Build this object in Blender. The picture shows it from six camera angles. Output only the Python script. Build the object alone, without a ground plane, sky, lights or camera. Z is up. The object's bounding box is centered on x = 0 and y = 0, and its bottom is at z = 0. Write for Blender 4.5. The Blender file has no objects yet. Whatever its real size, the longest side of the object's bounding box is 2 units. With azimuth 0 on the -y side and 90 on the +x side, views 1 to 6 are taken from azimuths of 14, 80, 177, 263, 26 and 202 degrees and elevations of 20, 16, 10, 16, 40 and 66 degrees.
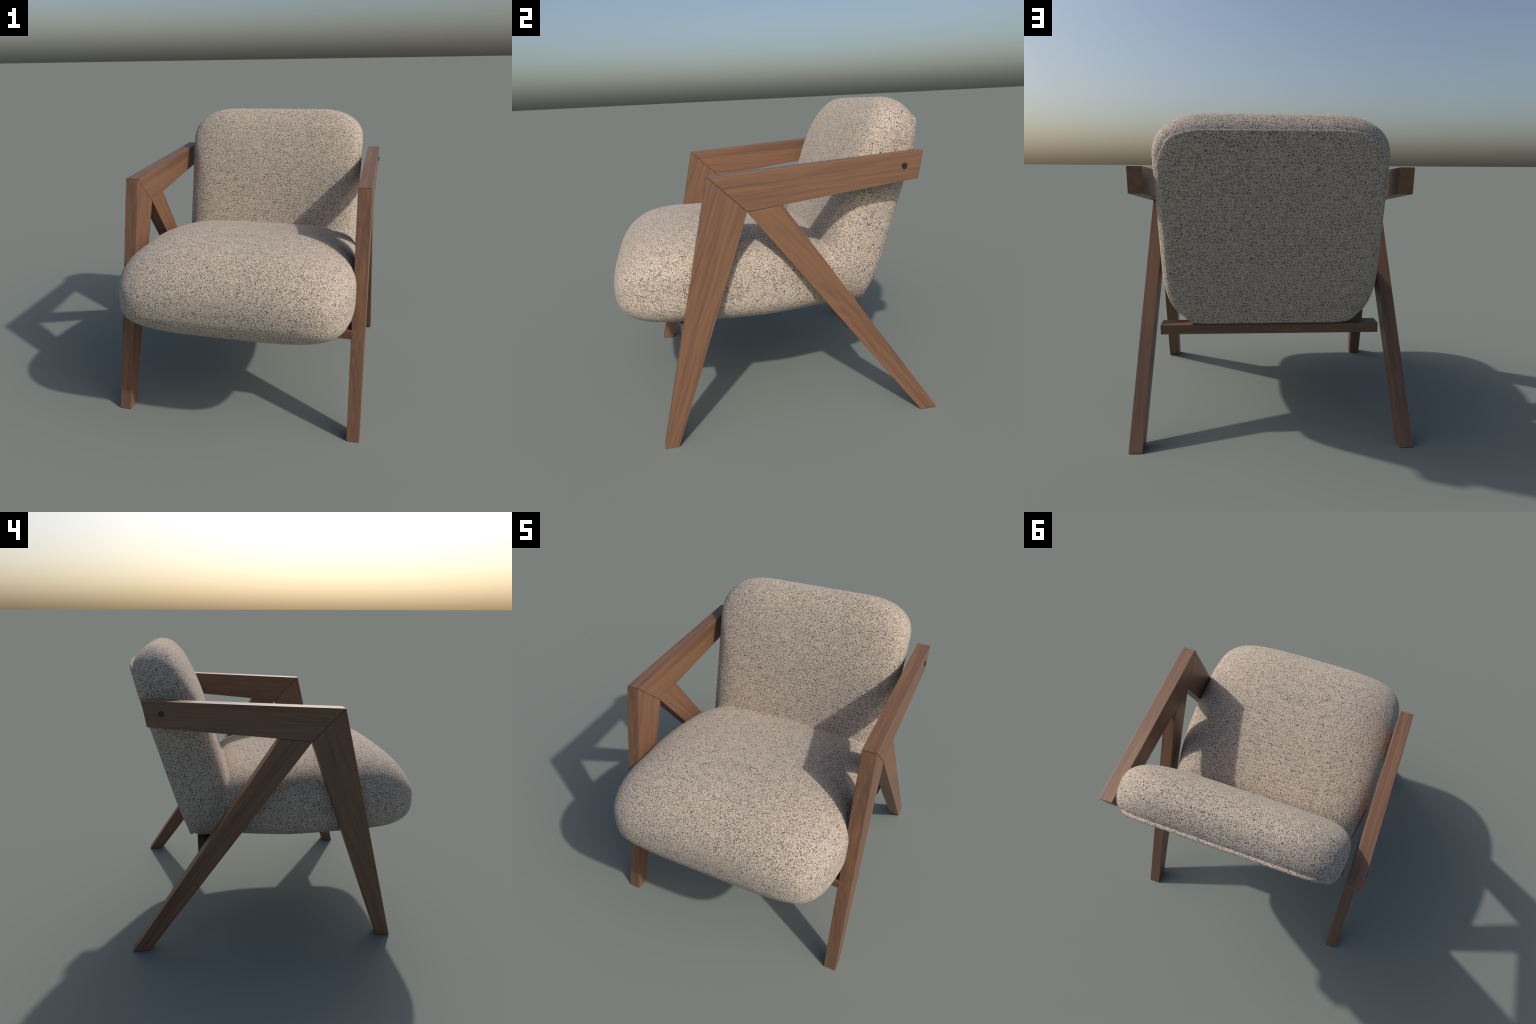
"""Lounge armchair: walnut side frames with mitred armrests and splayed legs,
two cross rails, and one boucle-upholstered body (seat + backrest + back panel)."""
import bpy, bmesh, math
import numpy as np
from mathutils import Vector, Matrix

# ------------------------------------------------------------------ helpers
def link(ob, parent=None):
    bpy.context.scene.collection.objects.link(ob)
    if parent is not None:
        ob.parent = parent
    return ob


def smooth_curve(keys, t):
    """Monotone-ish cubic interpolation through (position, value) keys."""
    k = np.array(keys, float)
    x, y = k[:, 0], k[:, 1]
    h = np.diff(x)
    dlt = np.diff(y) / h
    m = np.zeros_like(y)
    m[0], m[-1] = dlt[0], dlt[-1]
    for i in range(1, len(x) - 1):
        if dlt[i - 1] * dlt[i] > 0:
            w1, w2 = 2 * h[i] + h[i - 1], h[i] + 2 * h[i - 1]
            m[i] = (w1 + w2) / (w1 / dlt[i - 1] + w2 / dlt[i])
    t = np.clip(np.asarray(t, float), x[0], x[-1])
    i = np.clip(np.searchsorted(x, t) - 1, 0, len(x) - 2)
    u = (t - x[i]) / h[i]
    return ((2 * u**3 - 3 * u**2 + 1) * y[i] + (u**3 - 2 * u**2 + u) * h[i] * m[i]
            + (-2 * u**3 + 3 * u**2) * y[i + 1] + (u**3 - u**2) * h[i] * m[i + 1])


def loft_mesh(name, rings):
    """Closed mesh from a list of equal-length rings of 3D points, ends capped by a fan."""
    n = len(rings[0])
    verts = [tuple(p) for r in rings for p in r]
    faces = []
    for i in range(len(rings) - 1):
        for j in range(n):
            a, b = i * n + j, i * n + (j + 1) % n
            faces.append((a, b, b + n, a + n))
    for base, flip in ((0, True), ((len(rings) - 1) * n, False)):
        c = len(verts)
        verts.append(tuple(np.mean([verts[base + j] for j in range(n)], axis=0)))
        for j in range(n):
            a, b = base + j, base + (j + 1) % n
            faces.append((b, a, c) if flip else (a, b, c))
    me = bpy.data.meshes.new(name)
    me.from_pydata(verts, [], faces)
    bm = bmesh.new()
    bm.from_mesh(me)
    bmesh.ops.recalc_face_normals(bm, faces=bm.faces)
    bm.to_mesh(me)
    bm.free()
    return me


# ------------------------------------------------------------------ materials
def nodes_of(mat):
    mat.use_nodes = True
    nt = mat.node_tree
    nt.nodes.clear()
    out = nt.nodes.new("ShaderNodeOutputMaterial")
    bsdf = nt.nodes.new("ShaderNodeBsdfPrincipled")
    nt.links.new(bsdf.outputs[0], out.inputs[0])

    def add(kind, **props):
        nd = nt.nodes.new(kind)
        for k, v in props.items():
            setattr(nd, k, v)
        return nd
    return nt, bsdf, add, nt.links.new


def ramp(add, stops, interp="LINEAR"):
    r = add("ShaderNodeValToRGB")
    r.color_ramp.interpolation = interp
    el = r.color_ramp.elements
    while len(el) < len(stops):
        el.new(0.5)
    for e, (p, c) in zip(el, stops):
        e.position = p
        e.color = (*c, 1) if len(c) == 3 else c
    return r


def math_node(add, lk, op, a, b=None, clamp=False):
    m = add("ShaderNodeMath", operation=op)
    m.use_clamp = clamp
    for i, v in enumerate((a, b)):
        if v is None:
            continue
        if isinstance(v, (int, float)):
            m.inputs[i].default_value = v
        else:
            lk(v, m.inputs[i])
    return m.outputs[0]


def boucle_material():
    mat = bpy.data.materials.new("boucle_fabric")
    nt, bsdf, add, lk = nodes_of(mat)
    tc = add("ShaderNodeTexCoord")
    obj = tc.outputs["Object"]
    # wobble the coordinates so the loops are irregular
    wob = add("ShaderNodeTexNoise")
    wob.inputs["Scale"].default_value = 110
    wob.inputs["Detail"].default_value = 1.0
    lk(obj, wob.inputs["Vector"])
    sub = add("ShaderNodeVectorMath", operation="SUBTRACT")
    lk(wob.outputs["Color"], sub.inputs[0])
    sub.inputs[1].default_value = (0.5, 0.5, 0.5)
    scl = add("ShaderNodeVectorMath", operation="SCALE")
    lk(sub.outputs[0], scl.inputs[0])
    scl.inputs["Scale"].default_value = 0.007
    vec = add("ShaderNodeVectorMath", operation="ADD")
    lk(obj, vec.inputs[0])
    lk(scl.outputs[0], vec.inputs[1])
    # yarn loops: rounded cells
    cell = add("ShaderNodeTexVoronoi", feature="F1")
    cell.inputs["Scale"].default_value = 158
    cell.inputs["Randomness"].default_value = 0.8
    lk(vec.outputs[0], cell.inputs["Vector"])
    # clusters of dark ground cloth showing between loops
    gap = add("ShaderNodeTexNoise")
    gap.inputs["Scale"].default_value = 115
    gap.inputs["Detail"].default_value = 1.5
    gap.inputs["Roughness"].default_value = 0.55
    lk(obj, gap.inputs["Vector"])
    patch = add("ShaderNodeTexNoise")
    patch.inputs["Scale"].default_value = 22
    patch.inputs["Detail"].default_value = 2.0
    lk(obj, patch.inputs["Vector"])
    g1 = math_node(add, lk, "SUBTRACT", gap.outputs["Fac"], 0.5)
    g2 = math_node(add, lk, "MULTIPLY", g1, 0.50)
    p1 = math_node(add, lk, "SUBTRACT", patch.outputs["Fac"], 0.5)
    p2 = math_node(add, lk, "MULTIPLY", p1, 0.16)
    d = math_node(add, lk, "ADD", cell.outputs["Distance"], g2)
    d = math_node(add, lk, "ADD", d, p2)
    cr = ramp(add, [(0.0, (0.64, 0.538, 0.437)), (0.36, (0.565, 0.470, 0.378)), (0.52, (0.43, 0.357, 0.287)),
                    (0.63, (0.265, 0.226, 0.184)), (0.78, (0.120, 0.110, 0.098)),
                    (1.0, (0.07, 0.067, 0.062))])
    lk(d, cr.inputs["Fac"])
    # each loop a slightly different shade
    hsv = add("ShaderNodeHueSaturation")
    sep = add("ShaderNodeSeparateColor")
    lk(cell.outputs["Color"], sep.inputs[0])
    v = math_node(add, lk, "MULTIPLY", sep.outputs[0], 0.22)
    v = math_node(add, lk, "ADD", v, 0.89)
    lk(v, hsv.inputs["Value"])
    lk(cr.outputs[0], hsv.inputs["Color"])
    lk(hsv.outputs[0], bsdf.inputs["Base Color"])
    bsdf.inputs["Roughness"].default_value = 0.95
    bsdf.inputs["Specular IOR Level"].default_value = 0.15
    bsdf.inputs["Sheen Weight"].default_value = 0.12
    bsdf.inputs["Sheen Roughness"].default_value = 0.6
    inv = math_node(add, lk, "SUBTRACT", 1.0, d)
    bump = add("ShaderNodeBump")
    bump.inputs["Strength"].default_value = 0.8
    bump.inputs["Distance"].default_value = 0.0025
    lk(inv, bump.inputs["Height"])
    lk(bump.outputs[0], bsdf.inputs["Normal"])
    return mat


def walnut_material():
    """Grain runs along the local X axis of every board."""
    mat = bpy.data.materials.new("walnut_wood")
    nt, bsdf, add, lk = nodes_of(mat)
    tc = add("ShaderNodeTexCoord")
    info = add("ShaderNodeObjectInfo")
    off = add("ShaderNodeVectorMath", operation="SCALE")
    off.inputs[0].default_value = (3.7, 7.9, 5.3)
    lk(info.outputs["Random"], off.inputs["Scale"])
    base = add("ShaderNodeVectorMath", operation="ADD")
    lk(tc.outputs["Object"], base.inputs[0])
    lk(off.outputs[0], base.inputs[1])

    def stretched(scale):
        mp = add("ShaderNodeMapping")
        mp.inputs["Scale"].default_value = scale
        lk(base.outputs[0], mp.inputs["Vector"])
        return mp.outputs[0]

    # broad heartwood / sapwood streaks
    broad = add("ShaderNodeTexNoise")
    broad.inputs["Scale"].default_value = 1.0
    broad.inputs["Detail"].default_value = 3.0
    broad.inputs["Roughness"].default_value = 0.55
    broad.inputs["Distortion"].default_value = 0.4
    lk(stretched((0.9, 24, 24)), broad.inputs["Vector"])
    # growth rings of a gently bent log, cut lengthwise: long wavy lines and cathedral arches
    centre = add("ShaderNodeVectorMath", operation="MULTIPLY_ADD")
    comb = add("ShaderNodeCombineXYZ")
    for k in range(3):
        lk(info.outputs["Random"], comb.inputs[k])
    lk(comb.outputs[0], centre.inputs[0])
    centre.inputs[1].default_value = (1.7, 0.13, 0.10)
    centre.inputs[2].default_value = (0.0, 0.02, 0.03)
    logc = add("ShaderNodeVectorMath", operation="ADD")
    lk(tc.outputs["Object"], logc.inputs[0])
    lk(centre.outputs[0], logc.inputs[1])
    bend = add("ShaderNodeTexNoise")
    bend.inputs["Scale"].default_value = 1.0
    bend.inputs["Detail"].default_value = 2.0
    bmap = add("ShaderNodeMapping")
    bmap.inputs["Scale"].default_value = (1.1, 6, 6)
    lk(base.outputs[0], bmap.inputs["Vector"])
    lk(bmap.outputs[0], bend.inputs["Vector"])
    bsub = add("ShaderNodeVectorMath", operation="MULTIPLY_ADD")
    lk(bend.outputs["Color"], bsub.inputs[0])
    bsub.inputs[1].default_value = (0.0, 0.13, 0.13)
    bsub.inputs[2].default_value = (0.0, -0.065, -0.065)
    bent = add("ShaderNodeVectorMath", operation="ADD")
    lk(logc.outputs[0], bent.inputs[0])
    lk(bsub.outputs[0], bent.inputs[1])
    ring = add("ShaderNodeTexWave", wave_type="RINGS", rings_direction="X", wave_profile="SIN")
    ring.inputs["Scale"].default_value = 16.0
    ring.inputs["Distortion"].default_value = 0.8
    ring.inputs["Detail"].default_value = 2.0
    ring.inputs["Detail Scale"].default_value = 0.6
    lk(bent.outputs[0], ring.inputs["Vector"])
    # fine pores
    fine = add("ShaderNodeTexNoise")
    fine.inputs["Scale"].default_value = 1.0
    fine.inputs["Detail"].default_value = 4.0
    fine.inputs["Roughness"].default_value = 0.6
    lk(stretched((7, 190, 190)), fine.inputs["Vector"])
    # thin dark growth lines
    line = add("ShaderNodeTexNoise")
    line.inputs["Scale"].default_value = 1.0
    line.inputs["Detail"].default_value = 3.0
    line.inputs["Distortion"].default_value = 0.25
    lk(stretched((1.6, 105, 105)), line.inputs["Vector"])
    a = math_node(add, lk, "MULTIPLY", broad.outputs["Fac"], 0.54)
    b = math_node(add, lk, "MULTIPLY", ring.outputs["Fac"], 0.075)
    c = math_node(add, lk, "MULTIPLY", fine.outputs["Fac"], 0.14)
    e = math_node(add, lk, "MULTIPLY", line.outputs["Fac"], 0.28)
    t = math_node(add, lk, "ADD", a, b)
    t = math_node(add, lk, "ADD", t, c)
    t = math_node(add, lk, "ADD", t, e)
    cr = ramp(add, [(0.35, (0.122, 0.064, 0.041)), (0.48, (0.160, 0.083, 0.049)), (0.55, (0.186, 0.096, 0.053)),
                    (0.62, (0.202, 0.102, 0.052)), (0.72, (0.252, 0.134, 0.060))])
    lk(t, cr.inputs["Fac"])
    lk(cr.outputs[0], bsdf.inputs["Base Color"])
    bsdf.inputs["Roughness"].default_value = 0.42
    bsdf.inputs["Specular IOR Level"].default_value = 0.45
    bump = add("ShaderNodeBump")
    bump.inputs["Strength"].default_value = 0.06
    bump.inputs["Distance"].default_value = 0.001
    lk(fine.outputs["Fac"], bump.inputs["Height"])
    lk(bump.outputs[0], bsdf.inputs["Normal"])
    return mat


def plain_material(name, color, rough):
    mat = bpy.data.materials.new(name)
    nt, bsdf, add, lk = nodes_of(mat)
    nz = add("ShaderNodeTexNoise")
    nz.inputs["Scale"].default_value = 60
    tc = add("ShaderNodeTexCoord")
    lk(tc.outputs["Object"], nz.inputs["Vector"])
    cr = ramp(add, [(0.3, tuple(0.85 * x for x in color)), (0.7, tuple(1.15 * x for x in color))])
    lk(nz.outputs["Fac"], cr.inputs["Fac"])
    lk(cr.outputs[0], bsdf.inputs["Base Color"])
    bsdf.inputs["Roughness"].default_value = rough
    return mat


FABRIC = boucle_material()
WOOD = walnut_material()
BLACK = plain_material("black_plastic", (0.012, 0.011, 0.010), 0.5)
JOINT_DARK = plain_material("dark_joint_plate", (0.03, 0.016, 0.010), 0.8)

# ------------------------------------------------------------------ the thing
chair = bpy.data.objects.new("armchair", None)
chair["label"] = "lounge armchair with walnut frame and speckled boucle cushions"
chair["category"] = "armchair"
link(chair)

# ------------------------------------------------------------------ wooden frame
def outer_x(z):
    return 0.8595 - 0.0143 * z


def inner_x(z):
    return 0.7755 - 0.0176 * z


def board(name, profile, side, grain, parent=chair, shrink=0.0, mat=WOOD, bevel=0.0027):
    """Prism from a side-view (y, z) outline, standing between the inner and outer
    planes of the frame; its local X axis is the grain direction."""
    org = Vector((side * 0.8, grain[0][0], grain[0][1]))
    ax = Vector((0, grain[1][0] - grain[0][0], grain[1][1] - grain[0][1])).normalized()
    az = Vector((side, 0, 0))
    ay = az.cross(ax)
    if ay.length < 0.5:
        ay = Vector((0, 0, 1))
    M = Matrix.Translation(org) @ Matrix((ax, ay, az)).transposed().to_4x4()
    Mi = M.inverted()
    bm = bmesh.new()
    rings = [[bm.verts.new(Mi @ Vector((side * (fx(z) + s), y, z))) for y, z in profile]
             for fx, s in ((inner_x, shrink), (outer_x, -shrink))]
    n = len(profile)
    bm.faces.new(rings[0])
    bm.faces.new(rings[1][::-1])
    for i in range(n):
        j = (i + 1) % n
        bm.faces.new((rings[0][i], rings[0][j], rings[1][j], rings[1][i]))
    bmesh.ops.recalc_face_normals(bm, faces=bm.faces)
    if bevel:
        bmesh.ops.bevel(bm, geom=list(bm.edges), offset=bevel, segments=2, profile=0.6, affect='EDGES')
    me = bpy.data.meshes.new(name)
    bm.to_mesh(me)
    bm.free()
    me.materials.append(mat)
    ob = bpy.data.objects.new(name, me)
    ob.matrix_world = M
    return link(ob, parent)


def shift(p, q, amount):
    """Move the segment p-q sideways (to its left in the y-z plane)."""
    d = Vector((q[0] - p[0], q[1] - p[1])).normalized()
    nrm = Vector((-d.y, d.x)) * amount
    return (p[0] + nrm.x, p[1] + nrm.y), (q[0] + nrm.x, q[1] + nrm.y)


TIP = (-0.394, 1.617)       # outer end of the mitre, at the top
HEEL = (-0.187, 1.412)      # inner end of the mitre, where all three boards meet
ARM_TOP, ARM_LOW = (0.853, 1.687), (0.826, 1.528)
FOOT_F = ((-0.777, 0.0), (-0.690, 0.0))
FOOT_R = ((0.886, 0.0), (1.000, 0.0))
BRACE = (0.017, 1.4353)     # rear leg's back edge meets the underside of the arm
GAP = 0.0012

for side in (1, -1):
    m_up = shift(HEEL, TIP, -GAP)
    m_dn = shift(HEEL, TIP, GAP)
    arm = board("armrest", [m_up[1], ARM_TOP, ARM_LOW, m_up[0]], side, (TIP, ARM_TOP))
    leg = board("front_leg", [FOOT_F[0], FOOT_F[1], m_dn[0], m_dn[1]], side,
                (FOOT_F[1], HEEL))
    u = shift(HEEL, BRACE, -GAP)
    rear = board("rear_leg", [u[0], FOOT_R[0], FOOT_R[1], u[1]], side, (FOOT_R[0], HEEL))
    # thin dark plates set below the surface draw the dark line at each joint
    ins = 0.03
    lerp = lambda p, q, t: (p[0] + (q[0] - p[0]) * t, p[1] + (q[1] - p[1]) * t)
    for nm, (p, q) in (("dark_joint_line", (HEEL, TIP)), ("dark_joint_line", (HEEL, BRACE))):
        a, b = shift(p, q, 0.004), shift(p, q, -0.004)
        g = board(nm, [lerp(a[0], a[1], ins), lerp(a[0], a[1], 1 - ins),
                       lerp(b[0], b[1], 1 - ins), lerp(b[0], b[1], ins)],
                  side, (p, q), shrink=0.0030, mat=JOINT_DARK, bevel=0)
        bpy.context.view_layer.update()
        w = g.matrix_world.copy()
        g.parent = arm
        g.matrix_parent_inverse = arm.matrix_world.inverted()
    # black screw cap near the back end of the arm
    bm = bmesh.new()
    bmesh.ops.create_cone(bm, cap_ends=True, segments=40, radius1=0.0165, radius2=0.0165, depth=0.02)
    bmesh.ops.bevel(bm, geom=[e for e in bm.edges if e.calc_face_angle(0) > 1.0],
                    offset=0.0015, segments=2, affect='EDGES')
    me = bpy.data.meshes.new("screw_cap")
    bm.to_mesh(me)
    bm.free()
    me.materials.append(BLACK)
    cap = bpy.data.objects.new("screw_cap", me)
    zc = 1.605
    cap.matrix_world = Matrix.Translation((side * (outer_x(zc) - 0.004), 0.738, zc)) @ Matrix.Rotation(math.pi / 2, 4, 'Y')
    link(cap, arm)
    bpy.context.view_layer.update()
    cap.matrix_parent_inverse = arm.matrix_world.inverted()


def rail(half, y0, y1, z0, z1):
    bm = bmesh.new()
    bmesh.ops.create_cube(bm, size=1.0)
    bmesh.ops.scale(bm, vec=(2 * half, y1 - y0, z1 - z0), verts=bm.verts)
    bmesh.ops.bevel(bm, geom=list(bm.edges), offset=0.003, segments=2, profile=0.6, affect='EDGES')
    me = bpy.data.meshes.new("cross_rail")
    bm.to_mesh(me)
    bm.free()
    me.materials.append(WOOD)
    ob = bpy.data.objects.new("cross_rail", me)
    ob.location = (0, (y0 + y1) / 2, (z0 + z1) / 2)
    link(ob, chair)


rail(0.724, 0.425, 0.545, 0.588, 0.653)
rail(0.775, -0.613, -0.493, 0.667, 0.727)

# ------------------------------------------------------------------ upholstery
# Back frame: origin at the bottom of the rear panel, s runs up it, d runs forward.
TILT = math.atan(0.2926)
UP = np.array([0, math.sin(TILT), math.cos(TILT)])
FWD = np.array([0, -math.cos(TILT), math.sin(TILT)])
ORG = np.array([0, 0.590, 0.665])


def back_outline(w, s0, s1, n=160, cx_top=0.36, cs_top=0.24, cx_low=0.27, cs_low=0.40, e=2.7, waist=0.012):
    """Rounded-rectangle outline (x, s) with super-elliptic corners, listed anticlockwise."""
    cx_top, cx_low = min(cx_top, w * 0.98), min(cx_low, w * 0.98)
    tall = s1 - s0
    cs_top, cs_low = min(cs_top, tall * 0.45), min(cs_low, tall * 0.5)
    pts = []
    q = n // 4
    for k in range(4):
        sx = (1, -1, -1, 1)[k]
        top = k < 2
        cx, cs = (cx_top, cs_top) if top else (cx_low, cs_low)
        for i in range(q):
            t = (i + 0.5) / q
            if k in (1, 3):
                t = 1 - t
            # first 40 % of each quarter runs along the straight side, then the corner, then the edge
            if t < 0.3:
                x, s = w, (cs + (tall / 2 - cs) * (1 - t / 0.3))
            elif t > 0.75:
                x, s = (w - cx) * (1 - (t - 0.75) / 0.25), 0.0
            else:
                a = (t - 0.3) / 0.45 * math.pi / 2
                x = w - cx + cx * abs(math.cos(a)) ** (2 / e)
                s = cs - cs * abs(math.sin(a)) ** (2 / e)
            s = s1 - s if top else s0 + s
            pts.append((sx * x, s))
    # slightly narrower towards the bottom
    return [(x * (1 - waist * (1 - min(1, (s - s0) / tall))), s) for x, s in pts]


def to_world(x, s, d):
    return ORG + np.array([x, 0, 0]) + UP * s + FWD * d


BACK_W = [(0.02, 0.664), (0.04, 0.682), (0.07, 0.693), (0.12, 0.702), (0.20, 0.707), (0.26, 0.699), (0.30, 0.678),
          (0.325, 0.652), (0.342, 0.625), (0.356, 0.588), (0.367, 0.535), (0.372, 0.465)]
BACK_TOP = [(0.02, 1.262), (0.04, 1.284), (0.07, 1.304), (0.105, 1.320), (0.14, 1.328), (0.17, 1.328), (0.21, 1.317), (0.25, 1.295),
            (0.285, 1.252), (0.318, 1.188), (0.342, 1.100), (0.358, 1.00), (0.368, 0.91), (0.372, 0.83)]
BACK_LOW = [(0.02, 0.014), (0.05, -0.004), (0.12, -0.030), (0.22, -0.055), (0.32, -0.068), (0.372, -0.02)]
D0, D1 = 0.02, 0.372
rings = []
for t in np.linspace(0, 1, 60):
    d = D0 + (D1 - D0) * (1 - (1 - t) ** 1.7)
    w, s1, s0 = smooth_curve(BACK_W, d), smooth_curve(BACK_TOP, d), smooth_curve(BACK_LOW, d)
    rings.append([to_world(x, s, d) for x, s in back_outline(float(w), float(s0), float(s1), e=2.75 - 0.5 * min(1.0, max(0.0, (d - 0.03) / 0.13)))])
back_src = loft_mesh("back_source", rings)

# Seat: super-elliptic sections in x-z, lofted from the rear (buried in the back) to the nose.
SEAT_W = [(-1.0, 0.33), (-0.997, 0.41), (-0.990, 0.51), (-0.97, 0.600), (-0.935, 0.664), (-0.89, 0.706), (-0.80, 0.749),
          (-0.70, 0.769), (-0.58, 0.778), (-0.30, 0.779), (-0.10, 0.771), (0.10, 0.748), (0.25, 0.717), (0.40, 0.680), (0.50, 0.64)]
SEAT_TOP = [(-1.0, 0.955), (-0.997, 0.985), (-0.985, 1.036), (-0.96, 1.087), (-0.92, 1.142), (-0.86, 1.194), (-0.77, 1.242),
            (-0.66, 1.266), (-0.55, 1.274), (-0.40, 1.270), (-0.20, 1.245), (0.0, 1.210), (0.18, 1.176), (0.26, 1.158), (0.31, 1.137), (0.35, 1.105), (0.50, 1.05)]
SEAT_LOW = [(-1.0, 0.905), (-0.997, 0.880), (-0.985, 0.840), (-0.96, 0.793), (-0.92, 0.752), (-0.86, 0.718), (-0.77, 0.693),
            (-0.60, 0.677), (-0.30, 0.665), (0.0, 0.659), (0.3, 0.658), (0.50, 0.670)]


def seat_section(y, n=160):
    w = float(smooth_curve(SEAT_W, y))
    zt, zb = float(smooth_curve(SEAT_TOP, y)), float(smooth_curve(SEAT_LOW, y))
    zm = 0.5 * (zt + zb) - 0.02
    pts = []
    for i in range(n):
        a = 2 * math.pi * i / n
        c, s = math.cos(a), math.sin(a)
        up = s >= 0
        ex = 3.0 + 1.2 * min(1.0, max(0.0, (y + 0.45) / 0.65)) if up else 3.6 - 0.8 * min(1.0, max(0.0, (y + 0.1) / 0.5))
        x = w * math.copysign(abs(c) ** (2 / ex), c)
        z = zm + (zt - zm if up else zm - zb) * math.copysign(abs(s) ** (2 / ex), s)
        pts.append(np.array([x, y, z]))
    return pts


rings = [seat_section(y) for y in -1.0 + 1.5 * np.linspace(0, 1, 70) ** 1.9]
seat_src = loft_mesh("seat_source", rings)

# one continuous surface: join, voxel-remesh, then relax it, most of all along the crease
bm = bmesh.new()
bm.from_mesh(back_src)
bm.from_mesh(seat_src)
joined = bpy.data.meshes.new("upholstery_source")
bm.to_mesh(joined)
bm.free()
tmp = link(bpy.data.objects.new("upholstery_source", joined))
rm = tmp.modifiers.new("remesh", 'REMESH')
rm.mode = 'VOXEL'
rm.voxel_size = 0.008
bpy.context.view_layer.update()
ev = tmp.evaluated_get(bpy.context.evaluated_depsgraph_get())
body = bpy.data.meshes.new_from_object(ev)
bpy.data.objects.remove(tmp)

nv = len(body.vertices)
co = np.empty(nv * 3)
body.vertices.foreach_get("co", co)
co = co.reshape(-1, 3)
ed = np.empty(len(body.edges) * 2, int)
body.edges.foreach_get("vertices", ed)
ed = ed.reshape(-1, 2)
deg = np.bincount(ed.ravel(), minlength=nv).astype(float)


def relax(co, factor):
    acc = np.zeros_like(co)
    for k in range(3):
        acc[:, k] = (np.bincount(ed[:, 0], co[ed[:, 1], k], nv) + np.bincount(ed[:, 1], co[ed[:, 0], k], nv)) / deg
    return co + (acc - co) * factor


rel = co - ORG
depth = rel @ FWD
# crease weight: near the front plane of the back and near the seat's top surface or flank
seat_z = smooth_curve(SEAT_TOP, co[:, 1])
near_front = np.exp(-((depth - 0.365) / 0.05) ** 2)
in_height = 1 / (1 + np.exp((co[:, 2] - (seat_z + 0.08)) / 0.02)) * 1 / (1 + np.exp((0.80 - co[:, 2]) / 0.03))
flank = np.clip((np.abs(co[:, 0]) - 0.48) / 0.17, 0, 1)     # the crease stays tight across the seat, melts at the flanks
weight = (near_front * in_height * (0.03 + 0.97 * flank * flank * (3 - 2 * flank)))[:, None]
for it in range(10):                     # taubin pair: removes voxel steps, keeps volume
    co = relax(co, 0.55)
    co = relax(co, -0.57)
for it in range(22):
    co = relax(co, 0.5 * weight)
for it in range(2):
    co = relax(co, 0.4)
body.vertices.foreach_set("co", co.ravel())
body.polygons.foreach_set("use_smooth", np.ones(len(body.polygons), bool))
body.update()
vnorm = np.empty(nv * 3)
body.vertices.foreach_get("normal", vnorm)
vnorm = vnorm.reshape(-1, 3)


def cut_region(name, keep):
    """The faces of the whole upholstery that belong to one part, with the whole body's normals."""
    faces = [tuple(p.vertices) for p, k in zip(body.polygons, keep) if k]
    used = np.unique(np.concatenate([np.array(f) for f in faces]))
    remap = -np.ones(nv, int)
    remap[used] = np.arange(len(used))
    me = bpy.data.meshes.new(name)
    me.from_pydata(co[used].tolist(), [], [tuple(int(remap[i]) for i in f) for f in faces])
    me.polygons.foreach_set("use_smooth", np.ones(len(me.polygons), bool))
    me.materials.append(FABRIC)
    me.normals_split_custom_set_from_vertices(vnorm[used].tolist())
    return link(bpy.data.objects.new(name, me), chair)


centers = np.empty(len(body.polygons) * 3)
body.polygons.foreach_get("center", centers)
centers = centers.reshape(-1, 3)
is_back = (centers - ORG) @ FWD < 0.367
is_back |= centers[:, 2] > smooth_curve(SEAT_TOP, centers[:, 1]) + 0.03
is_back &= centers[:, 1] > 0.15
seat = cut_region("seat_cushion", ~is_back)
backrest = cut_region("backrest_cushion", is_back)

# Rear panel: a padded cover.  Along its top and bottom it ends in a welted lip that stands
# proud of the cushion; along its flanks it rolls softly into the side.
LIP = [(-0.020, 0.034), (-0.010, 0.027), (-0.002, 0.022), (0.002, 0.016), (0.0035, 0.010), (0.002, 0.0045),
       (-0.002, 0.0010), (-0.009, 0.0), (-0.022, -0.001), (-0.06, -0.002), (-0.20, -0.003)]
ROLL = [(-0.030, 0.085), (-0.012, 0.078), (-0.001, 0.066), (-0.001, 0.050), (-0.004, 0.036), (-0.010, 0.023),
        (-0.019, 0.012), (-0.031, 0.005), (-0.048, 0.001), (-0.085, -0.001), (-0.20, -0.003)]
PW, PS0, PS1 = 0.679, 0.007, 1.270
edge = np.array(back_outline(PW, PS0, PS1, n=240))
tang = np.roll(edge, -1, axis=0) - np.roll(edge, 1, axis=0)
tang /= np.linalg.norm(tang, axis=1)[:, None]
lipness = np.abs(tang[:, 0])
lipness = np.clip((lipness - 0.6) / 0.39, 0, 1)
lipness = lipness * lipness * (3 - 2 * lipness)
rings = []
for (g0, d0), (g1, d1) in zip(ROLL, LIP):
    a = np.array(back_outline(PW + g0, PS0 - g0, PS1 + g0, n=240, e=2.65))
    b = np.array(back_outline(PW + g1, PS0 - g1, PS1 + g1, n=240, e=2.65))
    xs = a + (b - a) * lipness[:, None]
    ds = d0 + (d1 - d0) * lipness
    rings.append([to_world(x, s, d) for (x, s), d in zip(xs, ds)])
pm = loft_mesh("back_panel", rings)
pm.polygons.foreach_set("use_smooth", np.ones(len(pm.polygons), bool))
pm.materials.append(FABRIC)
link(bpy.data.objects.new("back_panel", pm), backrest)

for me in (back_src, seat_src, joined, body):
    bpy.data.meshes.remove(me)
